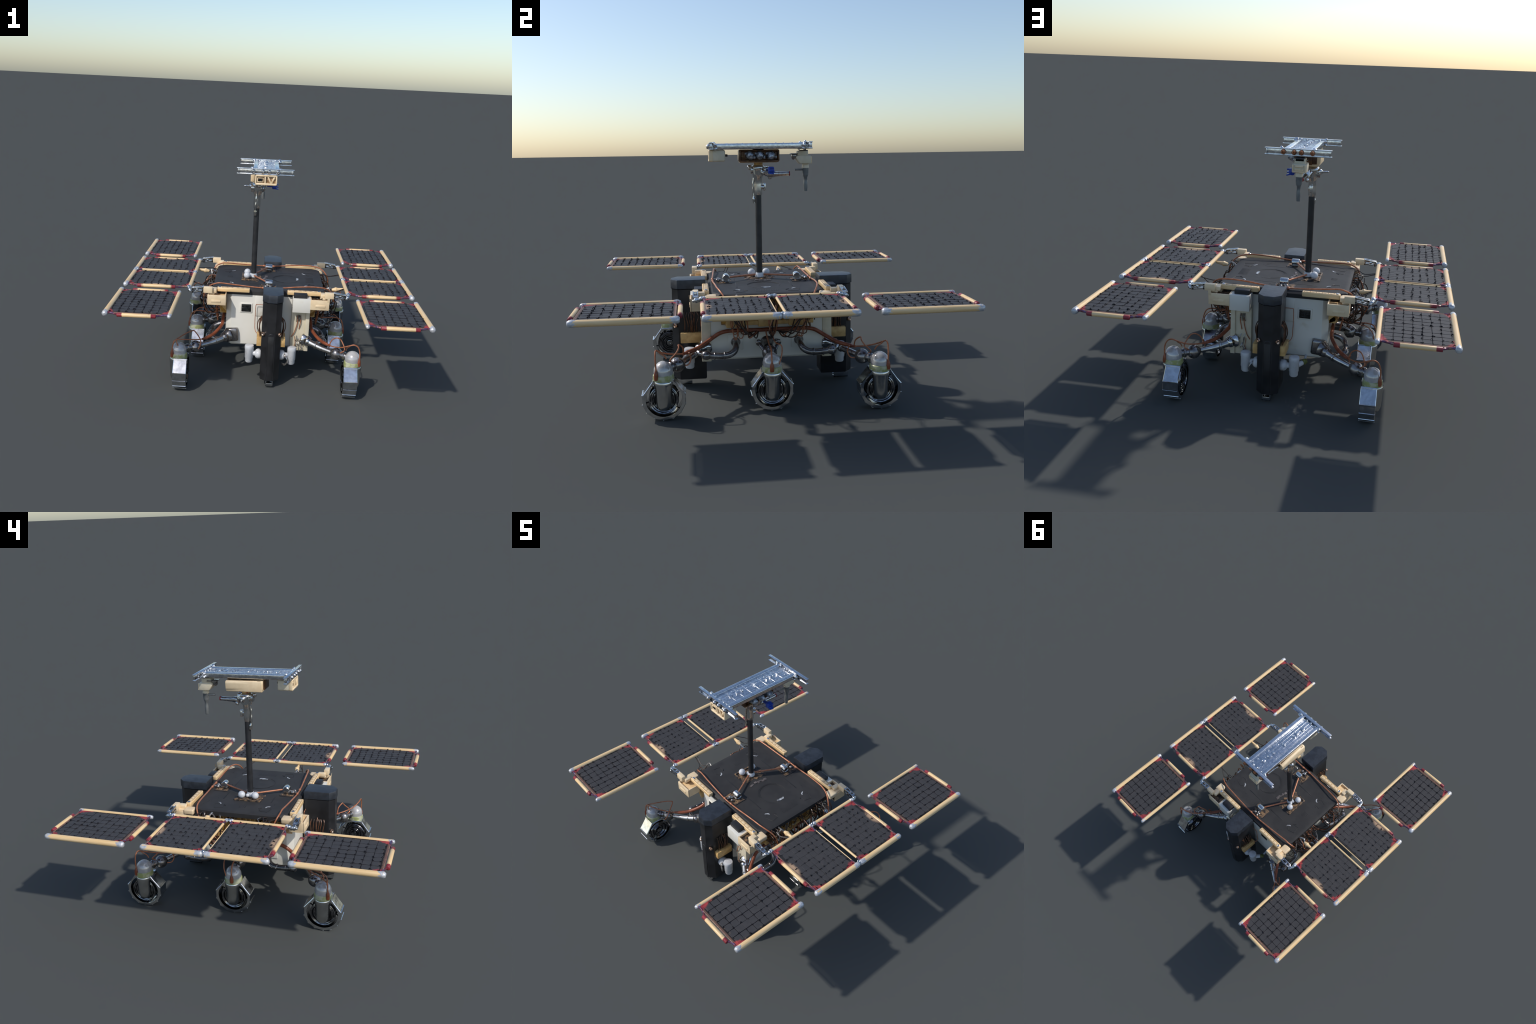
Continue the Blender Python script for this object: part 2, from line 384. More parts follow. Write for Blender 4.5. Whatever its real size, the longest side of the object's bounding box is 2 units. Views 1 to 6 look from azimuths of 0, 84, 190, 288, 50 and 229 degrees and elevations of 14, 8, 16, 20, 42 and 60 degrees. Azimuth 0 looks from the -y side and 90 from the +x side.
# amber side lockers with ribs
for sx in (1, -1):
    g = G(sx, 1)
    g.prism([(.283, .425), (.322, .440), (.333, .47), (.335, .604), (.283, .604)], 1, -.262, .262, .003)
    lock = g.obj('side_locker', M['amber'], rover)
    g = G(sx, 1)
    for k in range(15):
        y = -.24 + k * .48 / 14 + rnd.uniform(-.009, .009)
        w = rnd.uniform(.003, .007)
        g.bx(.328, .337 + rnd.uniform(0, .010), y - w, y + w, .475 + rnd.uniform(0, .04), .60 - rnd.uniform(0, .03), .002, (rnd.uniform(-.12, .12), 0, 0))
    g.obj('locker_rib', M['tan'], lock, kind='stuff')
    g = G(sx, 1)
    for y0, y1 in ((-.235, -.13), (-.055, .05), (.12, .225)):
        g.bx(.284, .334, y0, y1, .418, .466, .006)
    g.bx(.284, .326, -.24, .262, .428, .470, .004)
    g.obj('locker_block', M['tan'], lock)
    g = G(sx, 1)
    g.bx(.368, .380, -.255, .255, .597, .609, .003)
    g.obj('locker_lip', M['edge'], lock)
    # wire tangle
    for mat, cnt, rr in (('wire_brown', 14, .0028), ('wire_dark', 13, .0026), ('wire_silver', 8, .0032), ('copper', 2, .003)):
        g = G(sx, 1)
        for k in range(cnt):
            cy = rnd.choice((-.22, -.18, -.20, 0.0, .18, .21, .22, rnd.uniform(-.25, .25)))
            y = cy + rnd.uniform(-.05, .05)
            end = abs(y) > .13
            a = V((rnd.uniform(.336, .37 if end else .345), y, rnd.uniform(.55, .595)))
            out = rnd.uniform(.02, .09) if end else rnd.uniform(.003, .03); drop = rnd.uniform(.04, .13)
            b = a + V((out, rnd.uniform(-.03, .03), rnd.uniform(-.02, .02)))
            c = a + V((out * rnd.uniform(.4, 1.1), rnd.uniform(-.05, .05), -drop))
            d = V((rnd.uniform(.330, .345), c.y + rnd.uniform(-.04, .04), c.z + rnd.uniform(-.01, .03)))
            g.tube([a, b, c, d], rr * rnd.uniform(.8, 1.2), 6, sub=5)
        g.obj('wire_tangle', M[mat], lock, kind='stuff')
    # wires reaching out towards the panels
    g = G(sx, 1)
    for y in (-.225, -.205, .2, .225):
        g.tube([(.37, y, .598), (.41, y + rnd.uniform(-.03, .03), .615), (.455, y + rnd.uniform(-.04, .04), .595 + rnd.uniform(0, .02)), (.53, y * .85, .622)], .0028, 6)
    for y in (-.2, .19):
        g.tube([(.40, y, .61), (.425, y + .02, .57), (.41, y + .03, .51), (.44, y, .45), (.38, y - .02, .42)], .0028, 6)
    g.obj('panel_lead', M['wire_dark'], lock, kind='stuff')
    for mat, n in (('wire_brown', 6), ('wire_dark', 8), ('copper', 2)):
        g = G(sx, 1)
        for k in range(n):
            y = rnd.choice((-.22, -.16, .05, .17, .22)) + rnd.uniform(-.03, .03)
            x1 = rnd.uniform(.40, .48); x2 = x1 + rnd.uniform(-.03, .04)
            z2 = rnd.uniform(.40, .50)
            g.tube([(.337, y * .9, rnd.uniform(.54, .58)), (x1 - .04, y, rnd.uniform(.54, .58)), (x1, y + rnd.uniform(-.03, .03), .53), (x2, y * .8 + rnd.uniform(-.04, .04), z2),
                    (x1 - .04, y * .6, rnd.uniform(.37, .42)), (.37, y * .4, rnd.uniform(.36, .40)), (.315, y * .3, .39)], .0036, 6)
        g.obj('harness_wire', M[mat], lock, kind='stuff')
    py = -.167 * sx
    g = G(sx, 1)
    g.lathe([(.004, 0), (.010, .004), (.014, .02), (.018, .032), (.012, .045), (.009, .075), (.008, .085)], (.445, py, .606), (1, 0, .12), 16)
    g.obj('wooden_plug', M['wood'], lock)
    g = G(sx, 1)
    g.tube([(.448, py, .606), (.43, py - .012, .622), (.41, py - .01, .615), (.385, py, .60)], .006, 8)
    g.tube([(.43, py - .012, .622), (.425, py - .03, .595), (.43, py - .03, .56)], .004, 8)
    g.obj('plug_clip', M['wire_silver'], lock)

# ================= deck
g = G()
prof = [(-.325, .598), (-.322, .612), (-.292, .621), (-.272, .626), (.272, .626), (.292, .621), (.322, .612), (.325, .598)]
rings = []
for x, k in ((-.386, -.006), (-.383, 0), (.383, 0), (.386, -.006)):
    rings.append([V((x, y if abs(y) < .3 else y * (1 - .10 * max(0, 1)), z + k * .6)) for y, z in prof])
# plan shape: full depth in the middle, cut back at the corners; shallow dish around the ring
def deck_z(x, y):
    a = abs(y)
    z = .6205
    if a > .262:
        t = min(1, (a - .262) / .034)
        z += .0055 * t * t * (3 - 2 * t)
    if a > .306: z -= (a - .306) * .7
    d = math.hypot(x - .125, y)
    if d < .10: z -= .002 * (1 if d < .088 else (.10 - d) / .012)
    return z
rings = []
NY = 60
for i in range(53):
    x = -.386 + .772 * i / 52
    w = 1.0 if abs(x) < .33 else 1.0 - .12 * (abs(x) - .33) / .056
    dz = -.004 if i in (0, 52) else 0
    ys = [-.325 + .65 * j / NY for j in range(NY + 1)]
    top = [V((x, y * w, deck_z(x, y) + dz)) for y in ys]
    rings.append([V((x, -.327 * w, .588))] + top + [V((x, .327 * w, .588))])
g.loft(rings)
deck = g.obj('deck', M['deck'], rover, 22)

ZT = .6208
def arc(c, r, a0, a1, n=40, z=ZT):
    return [(c[0] + r * math.cos(math.radians(a0 + (a1 - a0) * k / n)), c[1] + r * math.sin(math.radians(a0 + (a1 - a0) * k / n)), z) for k in range(n + 1)]
g = G()
g.tube(arc((.125, 0), .098, 60, 330), .0005, 5, smooth=False)
g.tube(arc((.125, 0), .090, 100, 260), .0008, 5, smooth=False)
for sy in (1, -1):
    for x0, x1 in ((.03, .195), (-.19, -.05)):
        g.bx(x0, x1, .158 * sy, .165 * sy, ZT - .002, ZT + .0006, .0005)
    for sx in (1, -1):
        p = V((.25 * sx, .155 * sy, ZT))
        e = [V((.0, .0, 0)), V((.035 * sx, .035 * sy, 0)), V((.085 * sx, .02 * sy, 0)), V((.075 * sx, -.035 * sy, 0)), V((.03 * sx, -.03 * sy, 0))]
        for a, b in zip(e, e[1:]):
            g.tube([p + a, p + b], .0012, 5, smooth=False)
        g.tube([p + V((.03 * sx, -.028 * sy, 0)), p + V((.045 * sx, -.045 * sy, 0))], .0028, 6, smooth=False)
for k in range(14):
    y = -.062 + k * .124 / 13
    g.bx(.268, .325, y - .0018, y + .0018, ZT - .002, ZT + .0004, .0004)
for k in range(4):
    g.bx(-.30, -.26, -.02 + k * .012, -.017 + k * .012, ZT - .002, ZT + .0004, .0004)
for k in range(46):
    x, y = rnd.uniform(-.36, .36), rnd.choice((1, -1)) * rnd.uniform(.19, .27)
    l = rnd.uniform(.006, .03)
    g.bx(x, x + l, y, y + .0016, ZT - .002, ZT + .0003, .0003)
g.obj('deck_groove', M['groove'], deck, kind='stuff')

g = G()
for sy in (1, -1):
    for sx in (1, -1):
        g.prism([(.25 * sx, .16 * sy), (.258 * sx, .150 * sy), (.272 * sx, .146 * sy), (.276 * sx, .151 * sy), (.263 * sx, .158 * sy), (.258 * sx, .166 * sy), (.249 * sx, .176 * sy)], 2, ZT - .002, ZT + .0012)
g.prism([(.198, -.022), (.214, -.026), (.218, .028), (.202, .034)], 2, ZT - .002, ZT + .0016)
g.obj('white_chip', M['chip'], deck)
# scuffed pale streak in front of mast
g = G()
for k in range(8):
    y = rnd.uniform(-.07, .07)
    x = -.02 + rnd.uniform(-.02, .02)
    g.box((x, y, ZT + k * .0003), (rnd.uniform(.01, .022), rnd.uniform(.015, .04), .003), .0008, (0, 0, rnd.uniform(-.6, .6)))
g.obj('scuffed_flake', mottled('pale_scuff', (0.075, 0.062, 0.058), (0.16, 0.135, 0.125), 40, 0.45), deck)

def ragged(cx, cy, hx, hy, n=28, amt=.010):
    pts = []
    per = [(-hx, -hy), (hx, -hy), (hx, hy), (-hx, hy)]
    for i in range(4):
        a, b = per[i], per[(i + 1) % 4]
        for k in range(n // 4):
            t = k / (n // 4)
            pts.append((cx + a[0] + (b[0] - a[0]) * t + rnd.uniform(-amt, amt), cy + a[1] + (b[1] - a[1]) * t + rnd.uniform(-amt, amt)))
    return pts
g = G()
g.prism(ragged(-.125, 0, .062, .088, 32, .010), 2, ZT - .004, ZT + .0012)
for sy in (1, -1):
    g.prism(ragged(-.005, .232 * sy, .058, .05, 24, .004), 2, ZT - .004, ZT + .0014)
pit = g.obj('torn_pit', M['pit'], deck)
g = G()
g.bx(-.196, -.184, -.088, .088, ZT - .002, ZT + .009, .002)
g.bx(-.185, -.15, -.088, -.082, ZT - .002, ZT + .008, .002)
for k in range(22):
    x, y = -.125 + rnd.uniform(-.06, .062), rnd.uniform(-.085, .085)
    g.box((x, y, ZT + .002), (rnd.uniform(.006, .02), rnd.uniform(.006, .016), rnd.uniform(.004, .010)), .001, (rnd.uniform(-.5, .5), rnd.uniform(-.5, .5), rnd.uniform(0, 3)))
for sy in (1, -1):
    for k in range(14):
        x, y = rnd.uniform(-.055, .045), sy * rnd.uniform(.19, .275)
        g.box((x, y, ZT + .002), (rnd.uniform(.006, .016), rnd.uniform(.006, .014), rnd.uniform(.004, .010)), .001, (rnd.uniform(-.5, .5), rnd.uniform(-.5, .5), rnd.uniform(0, 3)))
g.obj('torn_shred', M['pit'], deck, kind='stuff')
g = G()
for sy in (1, -1):
    g.bx(-.068, -.062, .18 * sy, .285 * sy, ZT - .002, ZT + .003, .001)
    g.bx(.052, .058, .18 * sy, .285 * sy, ZT - .002, ZT + .003, .001)
    g.bx(-.195, -.12, .086 * sy, .094 * sy, ZT - .002, ZT + .002, .001)
g.obj('pit_edge', M['black'], deck)

for sy in (1, -1):
    g = G(1, sy)
    g.lathe([(.004, 0), (.018, .001), (.021, .004), (.022, .025), (.0225, .046), (.020, .051), (.018, .048), (.004, .047)], (-.026, -.215, .650), (1, 0, -.05), 18).jitter(.0012, 80)
    knob = g.obj('knurled_knob', M['steel'], deck, 30)
    g = G(1, sy)
    g.bx(-.02, .02, -.24, -.195, .624, .636, .003)
    g.ball((-.02, -.262, .634), .012, (1, 1, .9), 12)
    g.ball((.012, -.268, .634), .010, (1, 1, .9), 12)
    g.cyl((-.02, -.285, .634), (-.005, -.245, .638), .006, seg=10)
    g.jitter(.003, 70)
    g.obj('knob_seat', M['wire_silver'], knob)
    g = G(1, sy)
    g.tube([(-.012, -.196, .647), (-.105, -.028, .643)], .0058, 10, smooth=False)
    g.obj('copper_stay', M['copper'], deck)
    g = G(1, sy)   # long copper wire along the deck edge
    g.tube([(-.425, -.245, .585), (-.405, -.262, .622), (-.372, -.272, .640), (-.335, -.275, .648), (-.25, -.283, .644), (-.15, -.290, .638), (-.047, -.297, .634), (.02, -.297, .634),
            (.10, -.296, .640), (.19, -.293, .650), (.28, -.288, .655), (.33, -.284, .654), (.385, -.270, .645), (.425, -.250, .620), (.452, -.235, .575), (.455, -.235, .54)], .0048, 8)
    g.ball((-.035, -.296, .634), .009, (1.6, 1, 1), 10)
    g.ball((.035, -.296, .634), .009, (1.6, 1, 1), 10)
    g.obj('copper_wire', M['copper'], deck)
    g = G(1, sy)
    g.ball((-.158, -.046, .649), .0235, seg=24)
    g.obj('pale_ball', M['ball'], deck)

# ================= storage columns front and back
for sy in (1, -1):
    g = G(1, sy)
    pl = [(-.034, -.345), (-.034, -.505), (.004, -.540), (.058, -.540), (.096, -.505), (.096, -.345)]
    cx, cy = .031, -.44
    def ring(z, k): return [V((cx + (x - cx) * k, cy + (y - cy) * k, z)) for x, y in pl]
    g.loft([ring(.052, .93), ring(.060, .985), ring(.30, 1.0), ring(.40, 1.0), ring(.60, 1.0)])
    col = g.obj('storage_column', M['column'], rover, 30)
    g = G(1, sy)
    g.loft([ring(.604, 1.03), ring(.606, 1.05), ring(.653, 1.05), ring(.6575, 1.025), ring(.658, .97)])
    g.obj('column_lid', M['lid'], col, 30)
    g = G(1, sy)
    g.bx(.011, .052, -.5435, -.52, .056, .372, .003)
    g.lathe([(.003, -.5428), (.0185, -.5428), (.0203, -.541), (.0203, -.52)], (.0315, 0, .371), (0, 1, 0), 24)
    g.obj('column_ridge', M['column'], col)
    for x in (.085, -.022):
        g = G(1, sy)
        d = V((1 if x > .03 else -1, -1.3, 0)).normalized()
        g.lathe([(.004, 0), (.013, .001), (.0135, .008), (.011, .012), (.006, .011), (.003, .008)], V((x, -.522, .384)) - d * .002, d, 16)
        g.obj('column_screw', M['screw'], col)
    g = G(1, sy)
    g.bx(.008, .058, -.525, -.435, .010, .016, .001)
    g.bx(.008, .014, -.525, -.435, .010, .056, .001)
    g.bx(.052, .058, -.525, -.435, .010, .056, .001)
    g.bx(.012, .054, -.525, -.520, .012, .032, .001)
    g.obj('column_foot', M['tyre'], col)
    for x0, x1 in ((.094, .127), (-.065, -.032)):
        g = G(1, sy)
        g.bx(x0, x1, -.495, -.372, .285, .345, .003)
        g.obj('side_board', M['tan'], col)
        g = G(1, sy)
        xm = .104 if x0 > 0 else -.042
        s = 1 if x0 > 0 else -1
        for k in range(6):
            y = -.47 + k * .015 + rnd.uniform(-.004, .004)
            g.tube([(xm, y, .34), (xm + s * .008, y + rnd.uniform(-.006, .006), .39), (xm + s * .006, y + rnd.uniform(-.01, .01), .44), (xm - s * .006, y, .465)], .0034, 6)
        g.tube([(xm, -.43, .34), (xm + s * .022, -.43, .40), (xm + s * .014, -.43, .45), (xm - s * .008, -.43, .475)], .003, 6)
        g.obj('bronze_strand', M['wire_brown'], col, kind='stuff')
    # white capsule cylinders hanging beside the column
    for x, s in ((.176, 1), (-.112, -1)):
        g = G(1, sy)
        g.lathe([(.003, .149), (.022, .150), (.0255, .156), (.0262, .178), (.029, .182), (.0295, .24), (.0315, .245), (.0318, .262), (.0295, .269), (.022, .271), (.003, .2715)], (x, -.445, 0), (0, 0, 1), 22)
        cap = g.obj('hanging_capsule', M['plastic'], rover)
        g = G(1, sy)
        g.lathe([(.030, 0), (.033, .004), (.034, .022), (.028, .034), (.018, .040), (.014, .060)], (.03 + s * .062, -.445, .210), (s, 0, .05), 16)
        g.obj('capsule_fitting', M['plastic'], cap)
        if s > 0:
            g = G(1, sy)
            for k in range(5):
                q = rnd.uniform(-.006, .006)
                g.tube([(.118, -.452 + q, .232), (.135 + q, -.478, .215), (.150, -.482 + q, .185), (.135, -.47, .150 + q), (.112, -.455, .152 + q)], .0025, 6)
            g.obj('capsule_wire', M['wire_silver'], cap, kind='stuff')

# ================= trays, bars and hinge grippers at the four corners
for sx in (1, -1):
    for sy in (1, -1):
        g = G(sx, sy)
        # open tray
        g.bx(.285, .410, -.433, -.424, .538, .607, .002)
        g.bx(.402, .410, -.43, -.335, .545, .607, .002)
        g.bx(.285, .292, -.43, -.335, .545, .607, .002)
        g.bx(.285, .410, -.43, -.335, .538, .546, .002)
        g.bx(.318, .385, -.4365, -.43, .556, .574, .006)
        tray = g.obj('corner_tray', M['cream'], rover)
        g = G(sx, sy)
        g.bx(.290, .404, -.425, -.338, .5465, .590, .002)
        g.obj('tray_filling', M['wood'] if sx < 0 else M['pit'], tray)
        if sx > 0:
            g = G(sx, sy)
            g.bx(.166, .286, -.430, -.335, .512, .607, .003)
            g.obj('white_box', M['white'], tray)
            g = G(sx, sy)
            g.bx(.172, .262, -.408, -.345, .600, .634, .003)
            g.obj('black_block', M['black'], tray)
            g = G(sx, sy)
            g.prism([(-.425, .54), (-.432, .606), (-.438, .628), (-.434, .60)], 0, .395, .411)
            g.obj('tray_splinter', M['cream'], tray)
        # inclined bracket below, behind the tray
        g = G(sx, sy)
        g.prism([(.286, .545), (.355, .545), (.345, .52), (.286, .465)], 1, -.325, -.255, .002)
        g.obj('tray_strut', M['tan'], tray)
        # rounded bracket on top, behind the bar
        g = G(sx, sy)
        g.bx(.352, .415, -.352, -.286, .588, .622, .008, seg=3)
        g.bx(.365, .405, -.40, -.33, .598, .616, .006, seg=3)
        g.obj('corner_bracket', M['cream'], tray)
        # domino bar with engraved outline
        x0, x1 = (.128, .358) if sx > 0 else (.128, .350)
        g = G(sx, sy)
        g.bx(x0, x1, -.362, -.326, .612, .641, .006, seg=3)
        g.obj('domino_bar', M['wood'], tray)
        g = G(sx, sy)
        a, b = x0 + .012, x1 - .034
        for y in (-.356, -.333):
            g.bx(a, b, y - .0008, y + .0008, .640, .6418, .0003)
        for k in range(6):
            x = a + (b - a) * k / 5
            g.bx(x - .001, x + .001, -.352, -.336, .640, .6418, .0003)
        g.obj('bar_engraving', M['wire_brown'], tray, kind='stuff')
        g = G(sx, sy)
        for k in range(5):
            x = a + (b - a) * (k + .5) / 5
            g.lathe([(.0075, 0), (.0065, .0018), (.002, .0024)], (x, -.344, .640), (0, 0, 1), 12)
        g.obj('bar_pip', M['cream'], tray, kind='stuff')
        g = G(sx, sy)
        g.lathe([(.010, 0), (.010, .004), (.007, .006), (.003, .004)], (x1 - .016, -.344, .640), (0, 0, 1), 8)
        g.obj('bar_screw', M['chrome'], tray)
        # hinge block and metal fork
        g = G(sx, sy)
        g.bx(.378, .440, -.418, -.386, .614, .655, .004)
        g.bx(.352, .385, -.400, -.350, .612, .638, .004)
        hb = g.obj('hinge_block', M['cream'], tray)
        g = G(sx, sy)
        tilt = (0, math.radians(9), 0)
        g.box((.478, -.414, .645), (.085, .006, .014), .002, tilt)
        g.box((.478, -.390, .645), (.085, .006, .014), .002, tilt)
        g.box((.478, -.414, .622), (.085, .006, .010), .002, tilt)
        g.box((.478, -.390, .622), (.085, .006, .010), .002, tilt)
        g.box((.512, -.402, .628), (.016, .030, .034), .003, tilt)
        g.box((.444, -.402, .635), (.012, .030, .036), .002)
        g.lathe([(.004, 0), (.009, .002), (.009, .034), (.004, .036)], (.482, -.42, .634), (0, 1, 0), 12)
        g.obj('hinge_fork', M['chrome'], hb)
        g = G(sx, sy)
        g.tube([(.512, -.402, .628), (.535, -.396, .626), (.540, -.38, .630), (.538, -.355, .634)], lambda t: .011 - .002 * t, 10)
        g.ball((.531, -.400, .626), .015, seg=14)
        g.ball((.540, -.372, .634), .014, seg=14)
        g.ball((.525, -.412, .622), .009, seg=10)
        g.jitter(.003, 70, 3)
        g.obj('hinge_joint', M['steel'], hb)

# ================= solar panels
DZ = .634
def cap_mesh(name, r, L, parent_none=None):
    g = G()
    g.lathe([(.004, -.020), (r * .72, -.017), (r * 1.0, -.009), (r * 1.06, .002), (r * 1.02, .016), (r * .98, L)], (0, 0, 0), (0, 1, 0), 14)
    g.jitter(.0022, 70, 2)
    return g
sheets = {}
def panel(kind, sx, sy):
    outer = kind == 'outer'
    x0, x1 = (.590, .973) if outer else (.538, .973)
    y0, y1 = (.4955, .972) if outer else (.0175, .360)
    cx, cy = (x0 + x1) / 2, (y0 + y1) / 2
    L = y1 - y0
    # sheet between the two long dowels. Local origin at the panel centre
    hx, hy = (x1 - x0) / 2 - .006, (L / 2 - .006 if outer else L / 2 - .006)
    g = G(sx, sy)
    nx, ny = 26, 26
    from mathutils import noise as nz
    top = []
    seed = V((cx * sx * 9, cy * sy * 9, 0))
    def zz(u, v):
        return nz.noise(V((u * 9, v * 9, 0)) + seed) * .0007
    for side in (1, -1):
        grid = [[g._v((cx + hx * (2 * i / nx - 1), cy + hy * (2 * j / ny - 1) , DZ + .0002 + side * .0033 + zz(i / nx, j / ny))) for j in range(ny + 1)] for i in range(nx + 1)]
        for i in range(nx):
            for j in range(ny):
                g._f((grid[i][j], grid[i + 1][j], grid[i + 1][j + 1], grid[i][j + 1]))
        top.append(grid)
    A, B = top
    def rim(gr):
        return [gr[i][0] for i in range(nx)] + [gr[nx][j] for j in range(ny)] + [gr[i][ny] for i in range(nx, 0, -1)] + [gr[0][j] for j in range(ny, 0, -1)]
    ra, rb = rim(A), rim(B)
    for i in range(len(ra)):
        j = (i + 1) % len(ra)
        g._f((ra[i], rb[i], rb[j], ra[j]))
    key = (kind, sy)
    if key not in sheets:
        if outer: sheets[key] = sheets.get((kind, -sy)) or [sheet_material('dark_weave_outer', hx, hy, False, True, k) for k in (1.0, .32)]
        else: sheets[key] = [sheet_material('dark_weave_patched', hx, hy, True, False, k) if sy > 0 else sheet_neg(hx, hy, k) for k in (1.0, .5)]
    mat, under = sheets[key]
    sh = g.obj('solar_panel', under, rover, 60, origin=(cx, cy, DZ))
    # quilted cells
    g = G(sx, sy)
    nyc = 9 if outer else 8
    nxc = 7 if outer else 8
    mx, my = .020, .016
    px, py = (2 * hx - 2 * mx) / nxc, (2 * hy - 2 * my) / nyc
    hgt = .0018 if outer else .0011
    for i in range(nxc):
        for j in range(nyc):
            ux = cx - hx + mx + (i + .5) * px + rnd.uniform(-.0015, .0015)
            uy = cy - hy + my + (j + .5) * py + rnd.uniform(-.0015, .0015)
            wx, wy = px * .5 - rnd.uniform(.0004, .0013), py * .5 - rnd.uniform(.0004, .0013)
            zb = DZ + .0030
            tz = [rnd.uniform(-.0004, .0006) for _ in range(4)]
            cs = [(-1, -1), (1, -1), (1, 1), (-1, 1)]
            r0 = [V((ux + a * wx + rnd.uniform(-.001, .001), uy + b * wy + rnd.uniform(-.001, .001), zb - .003)) for a, b in cs]
            r1 = [V((p.x, p.y, zb + hgt * .45 + t)) for p, t in zip(r0, tz)]
            r2 = [V((ux + (p.x - ux) * .95, uy + (p.y - uy) * .95, zb + hgt + t)) for p, t in zip(r0, tz)]
            g.loft([r0, r1, r2])
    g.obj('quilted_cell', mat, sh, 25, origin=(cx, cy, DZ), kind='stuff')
    # knots of black thread at the crossings
    g = G(sx, sy)
    for i in range(1 if outer else 0, nxc + 1):
        for j in range(0, nyc + 1):
            if rnd.random() < (.12 if outer else .22): continue
            p = V((cx - hx + mx + i * px + rnd.uniform(-.004, .004), cy - hy + my + j * py + rnd.uniform(-.004, .004), DZ + .0052))
            for k in range(rnd.choice((1, 2, 2, 3))):
                a = rnd.uniform(0, math.pi * 2); l = rnd.uniform(.004, .013)
                d = V((math.cos(a), math.sin(a), 0)) * l
                g.tube([p - d * .4, p + d * .3 + V((0, 0, rnd.uniform(.001, .008))), p + d + V((0, 0, rnd.uniform(-.001, .004)))], rnd.uniform(.0010, .0021), 5, sub=3)
    for axis, cnt in ((0, nxc), (1, nyc)):
        for i in range(1, cnt):
            pts = []
            for k in range(15):
                t = k / 14
                w = rnd.uniform(-.0016, .0016)
                if axis == 0: p = (cx - hx + mx + i * px + w, cy - hy + my + t * nyc * py, DZ + .0046 + rnd.uniform(-.0012, .0010))
                else: p = (cx - hx + mx + t * nxc * px, cy - hy + my + i * py + w, DZ + .0046 + rnd.uniform(-.0012, .0010))
                pts.append(p)
            if outer:
                g.tube(pts, lambda t: .0008 + .0005 * math.sin(t * 37 + i) ** 2, 5, smooth=False)
    g.obj('thread_knot', M['thread'], sh, kind='stuff')
    # long dowels with silver ends
    for x in (x0, x1):
        big = x == x1
        r = .0172 if big else .0128
        zd = DZ - .0022
        g = G(sx, sy)
        g.cyl((x, y0 - .004, zd), (x, y1 + .004, zd), r, seg=16).jitter(.0014, 32, x)
        dw = g.obj('long_dowel', M['wood_y'], sh, 50, origin=(x, cy, DZ))
        for y, s in ((y0, 1), (y1, -1)):
            g = G(sx, sy)
            if big or outer:
                rr = r + .0003
                g.lathe([(.003, -.018), (rr * .7, -.016), (rr, -.008), (rr * 1.05, .004), (rr, .018), (rr * .95, .030 if big else .016)], (x, y, zd), (0, s, 0), 14)
            else:
                g.ball((x, y, DZ + .002), .0135, (1, 1.1, 1), 12)
                g.ball((x + .010, y - s * .006, DZ + .004), .008, seg=10)
            g.jitter(.0024, 75, x * 3 + y)
            g.obj('corner_cap', M['cap'], sh, 60, origin=(x, y, DZ))
    # bent pegs along the short edges
    for y, s in ((y0, -1), (y1, 1)):
        inner_edge = (not outer) and s < 0
        g = G(sx, sy)
        if outer or not inner_edge:
            for xa, d in ((x0, 1), (x1, -1)):
                g.tube([(xa, y + s * .002, DZ + .002), (xa + d * .03, y - s * .003, DZ + .001), (xa + d * .058, y + s * .001, DZ - .003), (xa + d * .082, y + s * .012, DZ - .003), (xa + d * .11, y + s * .013, DZ - .002)], lambda t: .0075 - .0026 * t + .0008 * math.sin(t * 23), 8)
        else:
            g.tube([(x0, y + .002, DZ + .002), (x0 + .055, y + .007, DZ + .002)], lambda t: .0075 - .002 * t, 8, smooth=False)
            g.tube([(x1, y + .002, DZ + .002), (x1 - .05, y + .007, DZ + .002)], lambda t: .0075 - .002 * t, 8, smooth=False)
        g.obj('bent_peg', M['peg'], sh)
        # thin edge lath
        g = G(sx, sy)
        if inner_edge:
            g.cyl((x0 + .05, y + .003, DZ + .001), (x1 - .045, y + .003, DZ + .001), .0075 if sy > 0 else .0038, seg=10)
        else:
            g.cyl((x0 + .02, y - s * .004, DZ + .001), (x1 - .02, y - s * .004, DZ + .001), .0035, seg=8)
        g.jitter(.0012, 60, 5)
        g.obj('edge_lath', M['wood'] if inner_edge else M['edge'], sh)
        # short red-tipped dowel standing off the edge
        if not inner_edge:
            if outer: xa, xb, yd = .667, .899, (y0 - .0165 if s < 0 else y1 + .0165)
            else: xa, xb, yd = .634, .892, y1 + .009
            g = G(sx, sy)
            xm = (xa + xb) / 2
            g.lathe([(.004, -.0005), (.011, 0), (.0125, .002), (.0125, xb - xa - .002), (.011, xb - xa), (.004, xb - xa + .0005)], (xa, yd, DZ - .003), (1, 0, 0), 16)
            mm = ('wood_red_b' if (s > 0) else 'wood_red_a') if outer else 'wood_red_c'
            g.obj('short_dowel', M[mm], sh, 50, origin=(xm, yd, DZ - .003))
    return sh

def sheet_neg(hx, hy, k=1.0):
    # mirrored worn patch: same recipe, facing the -y edge
    m = sheet_material('dark_weave_patched_mirror', hx, hy, True, False, k)
    for nd in m.node_tree.nodes:
        if nd.type == 'TEX_COORD':
            mp = m.node_tree.nodes.new('ShaderNodeMapping')
            mp.inputs['Scale'].default_value = (1, -1, 1)
            tos = [l.to_socket for l in nd.outputs['Object'].links]
            for l in list(nd.outputs['Object'].links): m.node_tree.links.remove(l)
            m.node_tree.links.new(nd.outputs['Object'], mp.inputs[0])
            for t in tos: m.node_tree.links.new(mp.outputs[0], t)
            break
    return m
for kind in ('outer', 'inner'):
    for sx in (1, -1):
        for sy in (-1, 1):
            panel(kind, sx, sy)
